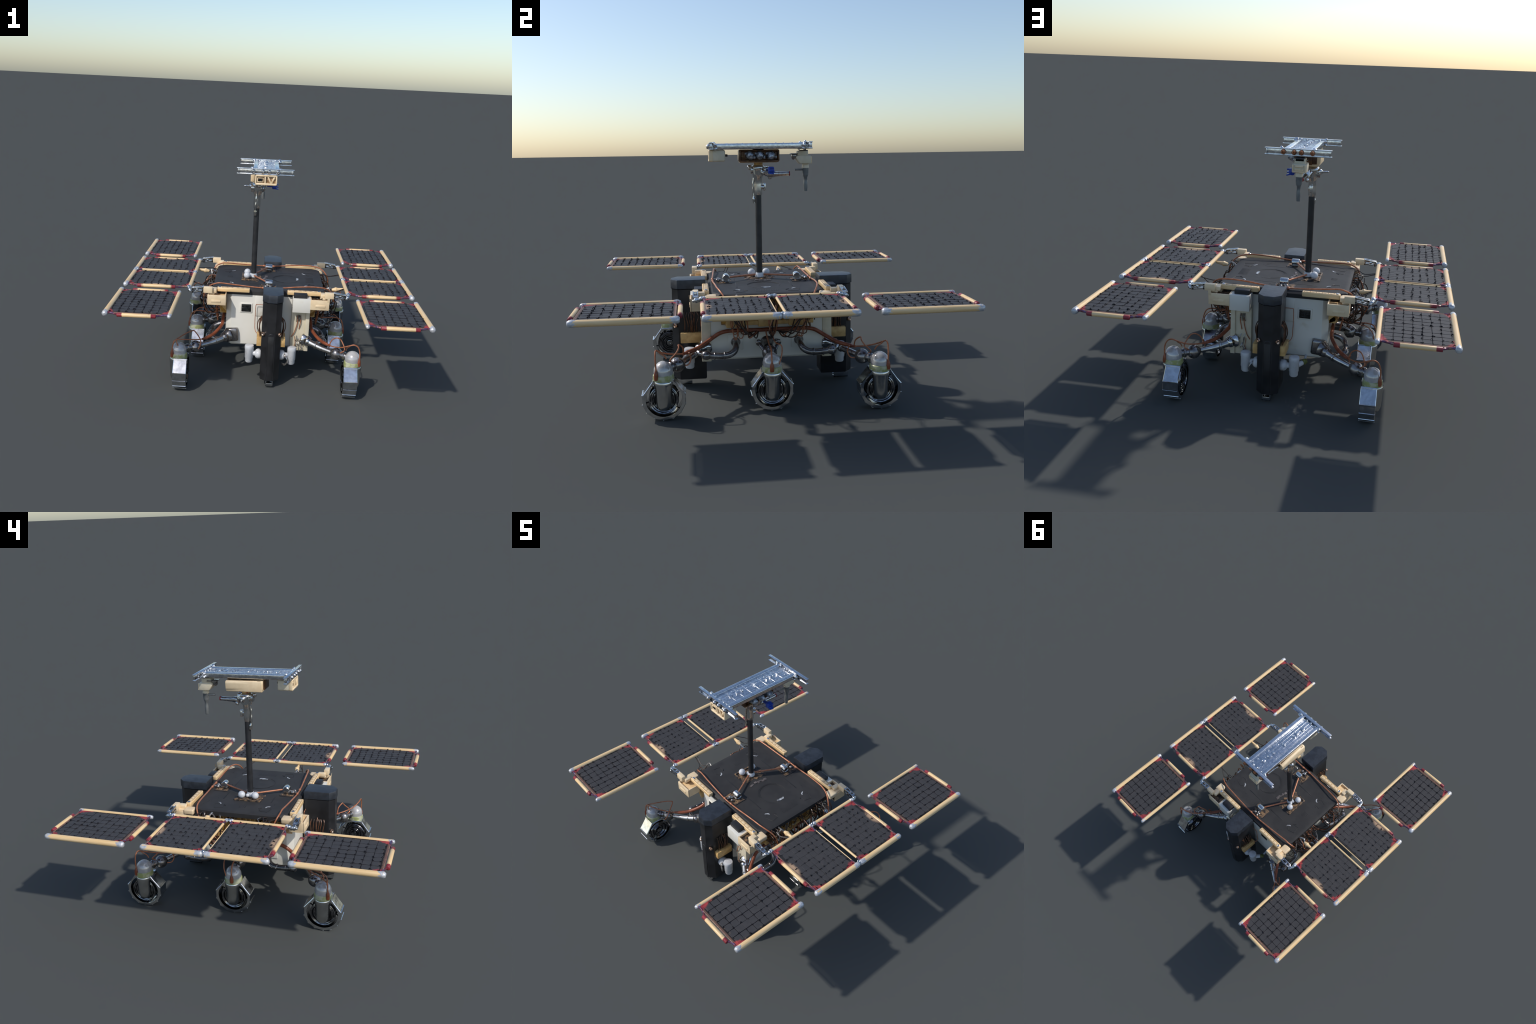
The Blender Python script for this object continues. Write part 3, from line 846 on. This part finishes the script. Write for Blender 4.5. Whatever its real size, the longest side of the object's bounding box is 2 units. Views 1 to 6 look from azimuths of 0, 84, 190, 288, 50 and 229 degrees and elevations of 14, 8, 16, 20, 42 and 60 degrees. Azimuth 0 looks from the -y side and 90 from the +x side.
# clips joining the inner panels
for sx in (1, -1):
    g = G(sx, 1)
    for x in (.538, .965):
        g.tube([(x + .004, -.02, DZ + .006), (x + .010, 0, DZ + .009), (x + .004, .02, DZ + .006)], .006, 8)
        g.ball((x - .006, .004, DZ + .004), .010, seg=10)
    g.jitter(.003, 80, 4)
    g.obj('panel_clip', M['steel'], rover)

# ================= wheels and suspension
def poly_ring(cx, cy, cz, r, n, x, rot=0.0):
    return [V((x, cy + r * math.cos(rot + 2 * math.pi * k / n), cz + r * math.sin(rot + 2 * math.pi * k / n))) for k in range(n)]

def wheel(sx, sy, x, y, rot, plug):
    """x, y: foot of the dome axis (positive side), built mirrored by sx, sy"""
    zc = .1175
    xo, xi = x + .029, x - .060       # outer and inner tread edges
    R = .1165
    g = G(sx, sy)
    # faceted tread: long flats beside the leg, short ones below; circular hole
    angs = [13, 38 + 25, 117, 167, 192, 217, 242, 267, 292, 317, 344]
    angs = [math.radians(q + rot * 10) for q in angs]
    n = len(angs); fine = 5
    def pr(r, xx, hole=False):
        out = []
        for i in range(n):
            a0, a1 = angs[i], angs[(i + 1) % n] + (2 * math.pi if i == n - 1 else 0)
            for k in range(fine):
                t = k / fine
                if hole:
                    a = a0 + (a1 - a0) * t
                    out.append(V((xx, y + r * math.cos(a), zc + r * math.sin(a))))
                else:
                    p = V((0, math.cos(a0), math.sin(a0))).lerp(V((0, math.cos(a1), math.sin(a1))), t) * r
                    out.append(V((xx, y + p.y, zc + p.z)))
        return out
    rr = [pr(.0955, xo - .001, True), pr(R - .003, xo), pr(R, xo - .003), pr(R, xi + .003), pr(R - .003, xi), pr(.0955, xi + .001, True), pr(.098, (xo + xi) / 2, True)]
    vs = [[g._v(p) for p in r] for r in rr]
    m_ = len(vs[0])
    for a, b in zip(vs, vs[1:] + vs[:1]):
        for i in range(m_):
            j = (i + 1) % m_
            g._f((a[i], a[j], b[j], b[i]))
    # grouser lips at each corner
    for a in angs:
        c = V((0, math.cos(a), math.sin(a)))
        g.box(V(((xo + xi) / 2, y, zc)) + c * (R - .0018), (xo - xi - .001, .010, .006), .0014, (a - math.pi / 2 + .45, 0, 0))
    tyre_parent = None
    # main part: the steel leg
    gl = G(sx, sy)
    lx = x + .012
    gl.lathe([(.004, .055), (.020, .057), (.036, .066), (.0435, .085), (.0455, .11), (.0475, .17), (.0505, .195), (.0515, .212), (.049, .2165), (.02, .2168)], (lx, y, 0), (0, 0, 1), 28)
    leg = gl.obj('wheel_leg', M['steel'], rover, 50, origin=(lx, y, .2))
    g.jitter(.0012, 30, x + y * 3)
    g.obj('wheel_tread', M['tyre'], leg, 14)
    # dark spring rings inside
    g = G(sx, sy)
    for xx, sd in ((xo - .008, 1), (xi + .006, -1)):
        for r, th in ((.074, .0052), (.066, .0045), (.055, .005), (.043, .0045), (.030, .0045)):
            if sd > 0 and r < .035: continue
            ph = r * 300
            pts = [(xx - sd * .006 * (1 if r < .06 else 0), y + .002 * math.cos(ph) + r * math.cos(2 * math.pi * k / 48) * (1 + .012 * math.sin(3 * k * 2 * math.pi / 48 + ph)), zc - .003 + r * math.sin(2 * math.pi * k / 48) * (1 + .012 * math.cos(2 * k * 2 * math.pi / 48 + ph))) for k in range(49)]
            g.tube(pts, th, 7, smooth=False)
    g.loft([[V((xx, y + .0945 * math.cos(2 * math.pi * k / 48), zc + .0945 * math.sin(2 * math.pi * k / 48))) for k in range(48)] for xx in (xi + .006, (xo + xi) / 2, xo - .010)], cap=False)
    for k in range(6):      # folded links that tie the rings to the hoop
        a = 2 * math.pi * (k + .3) / 6
        c = V((0, math.cos(a), math.sin(a))); p = V(((xo + xi) / 2, y, zc))
        g.tube([p + c * .030, p + c * .06 + V((.010, 0, 0)), p + c * .080 - V((.010, 0, 0)), p + c * .0975], .004, 6, sub=3)
    g.lathe([(.016, 0), (.020, .004), (.020, .010), (.008, .014), (.004, .012)], (xi + .008, y, zc), (-1, 0, 0), 16)
    g.obj('spring_rim', M['rim'], leg, 50)
    g = G(sx, sy)
    g.lathe([(.020, -.026), (.070, -.030), (.073, 0), (.070, .026), (.030, .022), (.020, .020)], ((xo + xi) / 2 - .002, y, zc - .003), (1, 0, 0), 32)
    g.obj('spring_core', M['black'], leg, 50)
    g = G(sx, sy)
    g.cyl((xi + .014, y, zc), (xo - .03, y, zc), .019, seg=16)
    g.obj('wheel_axle', M['rim'], leg, 50)
    # clear band and dome
    g = G(sx, sy)
    g.lathe([(.02, .214), (.0535, .215), (.0565, .220), (.0560, .232), (.0545, .245), (.050, .249), (.02, .2495)], (x, y, 0), (0, 0, 1), 28)
    g.obj('clear_band', M['ring'], leg)
    g = G(sx, sy)
    g.lathe([(.02, .246), (.0505, .248), (.0515, .262), (.049, .279), (.041, .296), (.028, .308), (.014, .314), (.003, .3165)], (x, y, 0), (0, 0, 1), 20).jitter(.0022, 40, 3)
    g.obj('glass_dome', M['dome'], leg, 30)
    # copper plug
    g = G(sx, sy)
    px, py_ = plug
    g.lathe([(.004, .226), (.011, .228), (.0125, .240), (.011, .262), (.006, .276), (.003, .284)], (x + px, y + py_, 0), (0, 0, 1), 12)
    g.obj('copper_plug', M['cable'], leg)
    return leg

for sx in (1, -1):
    for sy in (1, -1):
        wheel(sx, sy, .574, -.582, .18, (.040, -.036))
        # chrome mount, rod and ball
        g = G(sx, sy)
        g.box((.238, -.338, .300), (.088, .040, .096), .014, (0, .08, 0), seg=3)
        g.lathe([(.046, 0), (.046, .012), (.036, .022), (.030, .034), (.024, .05), (.020, .06)], (.262, -.352, .298), (1, -.75, -.05), 22)
        g.ball((.285, -.385, .293), .030, seg=18)
        g.jitter(.004, 38, 2)
        mnt = g.obj('chrome_mount', M['gunmetal'] if sx < 0 else M['chrome'], rover, 60)
        g = G(sx, sy)
        g.tube([(.285, -.383, .293), (.325, -.412, .283), (.37, -.442, .274), (.44, -.487, .266)], lambda t: .024 - .008 * t, 14)
        g.lathe([(.022, 0), (.025, .003), (.025, .012), (.020, .016)], (.335, -.418, .281), (.15, -.1, -.03), 18)
        g.tube([(.315, -.40, .284), (.345, -.395, .288), (.375, -.37, .288)], .014, 12)
        g.obj('swing_rod', M['worn'], mnt)
        g = G(sx, sy)
        g.ball((.474, -.510, .264), .042, (1, 1, .98), 22)
        g.lathe([(.020, 0), (.020, .016), (.028, .020), (.028, .030), (.022, .036), (.022, .07)], (.500, -.530, .266), (.1, -.07, 0), 18)
        g.jitter(.002, 40, 5)
        g.obj('ball_joint', M['gunmetal'], mnt)
        # rocker elbow pipe
        g = G(sx, sy)
        g.tube([(.275, -.182, .325), (.315, -.182, .322), (.352, -.184, .312), (.378, -.196, .296), (.390, -.222, .282), (.393, -.26, .277), (.394, -.31, .280), (.395, -.352, .285)], .0185, 16)
        for y in (-.245, -.30):
            g.lathe([(.019, 0), (.0215, .003), (.0215, .007), (.019, .010)], (.394, y, .279), (0, -1, .05), 18)
        g.ball((.395, -.352, .285), .026, (1, 1.15, 1), 18)
        g.lathe([(.030, 0), (.028, .004), (.022, .012)], (.286, -.182, .325), (1, 0, 0), 22)
        g.obj('rocker_pipe', M['gunmetal'], rover, 50)
        g = G(sx, sy)
        g.box((.288, -.182, .325), (.005, .085, .09), .002)
        g.obj('pipe_flange', M['white'], rover)
        # heavy cable and its loops
        g = G(sx, sy)
        g.tube([(.303, .004, .394), (.306, -.06, .394), (.306, -.13, .395), (.307, -.20, .396), (.307, -.24, .393), (.308, -.275, .383), (.310, -.31, .362), (.330, -.35, .340), (.363, -.400, .318), (.400, -.448, .310), (.430, -.480, .308)], lambda t: .0115 if t < .95 else .008, 12)
        hc = g.obj('heavy_cable', M['cable'], rover)
        g = G(sx, sy)
        if (sx, sy) == (-1, 1):   # front left: wide triangle over the joint
            g.tube([(.425, -.475, .308), (.46, -.52, .318), (.52, -.575, .336), (.575, -.605, .345), (.602, -.613, .335), (.613, -.617, .30), (.616, -.618, .275)], .004, 8)
            g.tube([(.608, -.612, .318), (.606, -.610, .332), (.58, -.575, .344), (.535, -.50, .353), (.500, -.46, .357), (.485, -.458, .353), (.455, -.50, .335), (.437, -.532, .315), (.440, -.552, .285), (.450, -.560, .266)], .004, 8)
            g.tube([(.59, -.607, .338), (.585, -.61, .32), (.575, -.612, .298)], .0034, 8)
        else:
            g.tube([(.425, -.475, .308), (.440, -.478, .345), (.458, -.492, .366), (.475, -.502, .373), (.497, -.50, .362), (.513, -.515, .338), (.522, -.543, .31), (.505, -.545, .292), (.475, -.50, .262), (.450, -.463, .250), (.436, -.445, .258), (.428, -.437, .285), (.436, -.447, .318)], .004, 8)
            g.tube([(.425, -.475, .308), (.46, -.525, .318), (.50, -.578, .338), (.54, -.608, .362), (.572, -.618, .374), (.598, -.620, .362), (.613, -.619, .325), (.616, -.617, .275)], .0042, 8)
            g.tube([(.548, -.610, .365), (.540, -.598, .350), (.532, -.578, .334), (.530, -.566, .315)], .0034, 8)
        g.obj('copper_lead', M['copper'], hc)
    # middle wheel
    wheel(sx, 1, .514, 0.0, .18, (.052, -.006))
    g = G(sx, 1)
    g.lathe([(.038, 0), (.036, .006), (.030, .012), (.028, .03), (.026, .05), (.026, .075)], (.284, 0, .318), (1, 0, -.18), 22)
    g.ball((.398, 0, .286), .043, (1, 1, .98), 22)
    g.lathe([(.022, 0), (.022, .03), (.030, .034), (.030, .046), (.020, .05), (.020, .08)], (.425, 0, .283), (1, 0, -.03), 18)
    g.box((.452, 0, .305), (.012, .02, .05), .003, (0, .5, 0))
    g.jitter(.0022, 40, 7)
    for sgn in (1, -1):
        g.tube([(.30, sgn * .05, .33), (.34, sgn * .055, .335), (.375, sgn * .045, .318), (.40, sgn * .03, .30)], .010, 10)
        g.lathe([(.012, 0), (.017, .004), (.017, .014), (.010, .018)], (.345, sgn * .055, .334), (.9, 0, -.2), 12)
        g.tube([(.455, sgn * .018, .298), (.47, sgn * .024, .325), (.485, sgn * .018, .345)], .005, 7)
    g.obj('middle_arm', M['gunmetal'], rover, 60)
    g = G(sx, 1)
    g.tube([(.30, -.004, .40), (.325, -.01, .385), (.36, -.006, .358), (.40, -.004, .345), (.45, -.006, .345), (.50, -.006, .348), (.545, -.006, .335), (.566, -.006, .29), (.566, -.006, .265)], .0042, 8)
    g.tube([(.30, .01, .40), (.35, .02, .378), (.43, .03, .352), (.50, .055, .35), (.54, .05, .31), (.55, .035, .262)], .0034, 8)
    for k in range(8):
        y = rnd.choice((-.2, -.17, 0, .02, .17, .2)) + rnd.uniform(-.02, .02)
        w = rnd.uniform(.012, .026); z = rnd.uniform(.362, .395)
        g.tube([(.352, y - w, .465), (.362, y - w, .44), (.35, y - w * .5, z), (.345, y, z - .01), (.35, y + w * .5, z), (.362, y + w, .44), (.352, y + w, .468)], .0028, 6)
    g.obj('copper_lead', M['copper'], rover)

# ================= mast and head
g = G()
g.cyl((-.112, 0, .622), (-.112, 0, 1.15), .0192, seg=24)
mast = g.obj('mast', M['mast'], rover)
g = G()
g.lathe([(.022, .624), (.027, .630), (.024, .645), (.0215, .655)], (-.112, 0, 0), (0, 0, 1), 20)
g.ball((-.135, -.012, .636), .012, seg=12); g.ball((-.135, .014, .636), .012, seg=12)
g.obj('mast_collar', M['ball'], mast)
g = G()
g.lathe([(.0215, 1.135), (.0235, 1.142), (.0245, 1.17), (.0235, 1.20), (.0225, 1.225), (.026, 1.238), (.034, 1.252), (.037, 1.27), (.036, 1.285), (.040, 1.292), (.040, 1.308), (.030, 1.318), (.022, 1.322)], (-.112, .001, 0), (0, 0, 1), 22)
g.tube([(-.118, -.024, 1.24), (-.120, -.029, 1.19), (-.122, -.028, 1.14), (-.122, -.022, 1.095), (-.121, -.020, 1.085)], lambda t: .006 + .005 * (t > .6) - .004 * (t > .95), 8)
g.lathe([(.012, 0), (.014, .004), (.014, .018), (.008, .022)], (-.108, .018, 1.185), (.15, 1, 0), 14)
g.bx(-.122, -.10, .03, .046, 1.163, 1.208, .004)
g.jitter(.0028, 42, 2)
g.cyl((-.158, .0, 1.280), (-.083, .0, 1.280), .030, .030, 18)
g.cyl((-.112, -.045, 1.288), (-.112, .03, 1.288), .024, .026, 16)
neck = g.obj('mast_clamp', M['steel'], mast, 60)
g = G()
g.ball((-.115, -.052, 1.306), .014, seg=12); g.ball((-.105, -.046, 1.30), .016, (1.2, 1, .8), 12)
g.ball((-.150, .012, 1.288), .020, (1.2, 1, 1), 12)
g.cyl((-.145, .01, 1.284), (-.205, .004, 1.290), .008, .005, seg=10)
g.ball((-.200, .004, 1.290), .007, (1.6, .8, .5), 10)
g.tube([(-.10, .02, 1.285), (-.088, .045, 1.272), (-.078, .068, 1.262)], .021, 12)
g.box((-.080, .052, 1.282), (.04, .04, .05), .008, (.2, .1, .2))
g.lathe([(.020, -.004), (.019, .03), (.015, .05), (.013, .11), (.0125, .125)], (-.078, .062, 1.262), (.05, 1, .02), 14)
g.ball((-.09, .072, 1.244), .013, seg=12); g.ball((-.083, .035, 1.272), .020, seg=12)
g.ball((-.075, .055, 1.30), .010, seg=10)
g.jitter(.004, 48, 6)
g.obj('clamp_lever', M['chrome'], neck, 60)
g = G()
g.lathe([(.0135, 0), (.0138, .006), (.004, .0065)], (-.0722, .186, 1.2645), (.05, 1, .02), 14)
g.bx(-.135, -.118, -.014, .012, 1.320, 1.331, .003)
g.obj('red_tip', M['redpaint'], neck)
g = G()
g.bx(-.01, .022, .050, .086, 1.268, 1.308, .006)
for dz in (1.302, 1.286, 1.270):
    g.bx(.015, .036, .054, .082, dz - .004, dz + .004, .002, (0, rnd.uniform(-.3, .3), 0))
g.bx(-.045, 0, .058, .076, 1.282, 1.296, .004)
g.jitter(.003, 60, 1)
g.obj('blue_clip', M['blue'], neck)
g = G()
g.lathe([(.026, 1.318), (.027, 1.322), (.027, 1.338), (.03, 1.345)], (-.110, .003, 0), (0, 0, 1), 18)
g.obj('head_neck', M['tan'], mast)

# head plate: channel rails, recessed panel and bolted cross beams
g = G()
HC = -.060
g.bx(-.128, .010, -.285, .285, 1.422, 1.437, .002)
g.bx(-.146, -.118, -.288, .288, 1.413, 1.447, .006, seg=3)
g.bx(.000, .031, -.288, .288, 1.413, 1.447, .006, seg=3)
head = g.obj('head_plate', M['foil'], rover, 40)
g = G()
for k in range(9):
    y = -.255 + k * .51 / 8
    g.bx(-.118, .0, y - .0015, y + .0015, 1.436, 1.4395, .0008)
for x in (-.105, -.083, -.06, -.036, -.014):
    g.bx(x - .0012, x + .0012, -.265, .265, 1.436, 1.4388, .0006)
for k in range(150):
    x, y = rnd.uniform(-.114, -.004), rnd.uniform(-.27, .27)
    g.box((x, y, 1.4368), (rnd.uniform(.002, .008), rnd.uniform(.002, .009), rnd.uniform(.002, .004)), .0006, (rnd.uniform(-.2, .2), rnd.uniform(-.2, .2), rnd.uniform(0, 3)))
g.obj('plate_relief', M['foil'], head, 30, kind='stuff')
g = G()
for y, w in ((-.19, .024), (-.135, .03), (-.10, .014), (.10, .016), (.14, .03), (.195, .024), (0, .014)):
    g.box((-.06 + rnd.uniform(-.012, .012), y, 1.440), (rnd.uniform(.02, .03), w, .016), .004, (0, 0, rnd.uniform(-.2, .2)))
    g.ball((-.06 + rnd.uniform(-.012, .012), y + w * .3, 1.444), .006, seg=8)
g.jitter(.003, 70, 3)
g.obj('plate_bump', M['foil'], head, 40, kind='stuff')
for sy in (1, -1):
    g = G(1, sy)
    y = -.287
    yi, yo = y + .011, y - .011
    xl, xr = -.252, .129
    g.bx(xl, xr, yo, yi, 1.4465, 1.453, .002)      # top flange
    g.bx(xl, xr, yo, yi, 1.411, 1.4175, .002)      # bottom flange
    g.bx(xl + .006, xr - .006, y - .002, y + .004, 1.413, 1.450, .001)
    for xx in (xl + .012, xr - .012):
        g.bx(xx - .003, xx + .003, yo + .002, y, 1.414, 1.449, .001)
    beam = g.obj('cross_beam', M['foil'], head, 40)
    for xx in (-.143, -.080, -.038, .023):
        g = G(1, sy)
        g.lathe([(.014, 0), (.0155, .002), (.0145, .012), (.010, .018), (.006, .0185), (.004, .012)], (xx, y - .004, 1.432), (0, -1, 0), 8)
        g.obj('beam_bolt', M['chrome'] if sy > 0 else M['rustbolt'], beam)
    g = G(1, sy)
    for xx in (-.152, .036):
        g.ball((xx, y + .018, 1.450), .011, (1, 1, .8), 10)
        g.ball((xx + .006, y + .022, 1.436), .013, seg=10)
        g.ball((xx, y + .026, 1.416), .010, seg=10)
    for xx in (-.11, -.07, -.03, .01):
        g.ball((xx, y + .02, 1.442), .008, seg=8)
    g.jitter(.005, 60, sy + 2)
    g.obj('beam_lug', M['foil'], beam, 60)

# front twin-eye housing
g = G()
ex0, ex1, ez0, ez1 = -.128, .018, 1.342, 1.412
g.bx(ex0, ex1, -.285, -.203, ez0, ez1, .012, seg=3)
eye = g.obj('eye_housing', M['ivory'], head)
g = G()
for xa, xb in ((ex0, ex0 + .009), (ex1 - .009, ex1)):
    g.bx(xa - .001, xb + .001, -.300, -.275, ez0 + .004, ez1 - .004, .005, seg=3)
g.bx(ex0 + .004, ex1 - .004, -.3005, -.275, ez0, ez0 + .015, .006, seg=3)
g.bx(ex0 + .004, ex1 - .004, -.3005, -.275, ez1 - .012, ez1, .005, seg=3)
g.bx(-.067, -.056, -.298, -.275, ez0 + .004, ez1 - .004, .003)
g.box((-.033, -.291, 1.378), (.012, .014, .050), .005, (0, -.45, 0))
g.box((-.010, -.291, 1.378), (.012, .014, .050), .005, (0, .45, 0))
g.bx(-.077, -.073, -.297, -.284, 1.362, 1.392, .001)
g.bx(-.112, -.078, -.297, -.284, 1.362, 1.367, .001); g.bx(-.112, -.078, -.297, -.284, 1.388, 1.392, .001)
g.bx(-.115, -.110, -.297, -.284, 1.362, 1.392, .001)
g.obj('eye_frame', M['cream'], eye)
g = G()
g.bx(-.118, -.068, -.2865, -.283, 1.354, 1.396, .001)
g.bx(-.055, .008, -.2865, -.283, 1.354, 1.396, .001)
g.obj('eye_socket', mottled('eye_recess', (0.36, 0.23, 0.12), (0.14, 0.08, 0.04), 45, 0.5), eye)
g = G()
g.lathe([(.013, 0), (.013, .007), (.009, .008), (.007, .003)], (-.094, -.286, 1.376), (0, -1, 0), 16)
g.obj('eye_lens', M['glassblack'], eye)
g = G(); g.cyl((-.06, -.203, 1.378), (-.06, -.186, 1.378), .007, seg=10)
g.obj('eye_stub', M['black'], eye)

# middle lamp box: cream shell open to +x with three glass bulbs
g = G()
g.prism([(-.140, 1.340), (-.150, 1.341), (-.158, 1.346), (-.162, 1.356), (-.164, 1.390), (-.160, 1.399), (-.150, 1.403), (-.140, 1.403)], 1, -.118, .118, .003)
bmesh.ops.rotate(g.bm, cent=(-.15, 0, 1.37), matrix=Euler((0, 0, .055)).to_matrix(), verts=g.bm.verts)
g.prism([(-.162, 1.400), (-.162, 1.338), (-.085, 1.336), (-.085, 1.342), (-.150, 1.346), (-.150, 1.392), (-.085, 1.398), (-.085, 1.404)], 1, -.114, .116, .002)
g.bx(-.150, -.055, -.112, .114, 1.3325, 1.3395, .003)
shell = g.obj('lamp_shell', M['cream'], head)
g = G()
g.bx(-.152, -.030, -.108, .110, 1.344, 1.402, .004)
for yy in (-.085, -.028, .036, .10):
    g.bx(-.04, -.012, yy - .006, yy + .006, 1.352, 1.396, .004)
for sgn, yy in ((1, -.114), (-1, .116)):
    g.bx(-.12, -.012, yy - .006, yy + .006, 1.340, 1.408, .006)
g.bx(-.10, -.012, -.116, .118, 1.336, 1.347, .004)
g.bx(-.10, -.012, -.116, .118, 1.401, 1.411, .004)
g.obj('lamp_frame', mottled('rusty_frame', (0.15, 0.065, 0.022), (0.06, 0.025, 0.012), 30, 0.4, 0.2, c3=(0.30, 0.22, 0.08), s3=20, bump=.3), shell)
for y in (-.055, .004, .070):
    g = G()
    g.lathe([(.026, 0), (.026, .012), (.022, .020), (.022, .034), (.020, .050), (.012, .060), (.003, .062)], (-.030, y, 1.374), (1, 0, 0), 14).jitter(.007, 55, y * 90)
    g.ball((-.012, y + .026, 1.365), .011, seg=10); g.ball((-.010, y - .024, 1.386), .009, seg=10)
    g.obj('glass_bulb', mottled('cloudy_bulb', (0.44, 0.47, 0.51), (0.13, 0.14, 0.16), 55, 0.2, 0.4, c3=(0.12, 0.06, 0.03), s3=40, lo3=.6, hi3=.7) if y == -.055 else bpy.data.materials['cloudy_bulb'], shell, 50)
g = G()
g.bx(-.115, -.04, -.03, .03, 1.398, 1.424, .002)
g.bx(-.10, -.05, -.09, .09, 1.401, 1.408, .002)
g.obj('lamp_bracket', M['black'], shell)

# rear drill block with nozzle
g = G()
g.prism([(.230, 1.372), (.222, 1.360), (.248, 1.322), (.318, 1.321), (.315, 1.370), (.25, 1.374)], 0, -.116, -.032, .006)
g.bx(-.105, -.042, .236, .300, 1.368, 1.400, .005)
blk = g.obj('drill_block', M['ivory'], head)
g = G()
for xx in (-.112, -.043):
    g.bx(xx, xx + .008, .312, .322, 1.326, 1.366, .002)
g.bx(-.113, -.035, .312, .322, 1.323, 1.331, .002)
g.box((-.074, .320, 1.358), (.046, .008, .013), .003, (.4, 0, 0))
g.bx(-.10, -.05, .314, .321, 1.333, 1.343, .002)
g.obj('block_face', M['cream'], blk)
g = G()
g.bx(-.11, -.05, .195, .262, 1.379, 1.386, .002)
g.bx(-.10, -.06, .203, .235, 1.352, 1.380, .005)
g.ball((-.08, .212, 1.366), .016, (1, .6, 1.3), 12)
g.jitter(.004, 60, 2)
g.obj('block_latch', M['gunmetal'], blk, 50)
g = G()
g.tube([(-.07, .285, 1.42), (-.072, .283, 1.395), (-.072, .278, 1.38)], .0075, 8)
g.bx(-.10, -.045, .25, .30, 1.381, 1.405, .004)
g.obj('block_hanger', M['black'], blk)
g = G()
g.lathe([(.018, 1.322), (.0205, 1.316), (.0205, 1.305), (.022, 1.301), (.021, 1.296)], (-.072, .287, 0), (0, 0, 1), 18)
g.obj('nozzle_collar', M['ivory'], blk)
g = G()
g.lathe([(.019, 1.297), (.019, 1.268), (.0175, 1.262), (.018, 1.257), (.0155, 1.248), (.0115, 1.240), (.0105, 1.222), (.0125, 1.212), (.0125, 1.18), (.0105, 1.156), (.004, 1.1555)], (-.072, .287, 0), (0, 0, 1), 18)
g.cyl((-.072, .285, 1.287), (-.072, .222, 1.287), .006, .006, seg=8)
g.obj('nozzle', mottled('grey_nozzle', (0.13, 0.14, 0.145), (0.19, 0.20, 0.20), 20, 0.35, 0.3), blk, 40)

for ob in bpy.data.objects:
    ob.hide_render = False
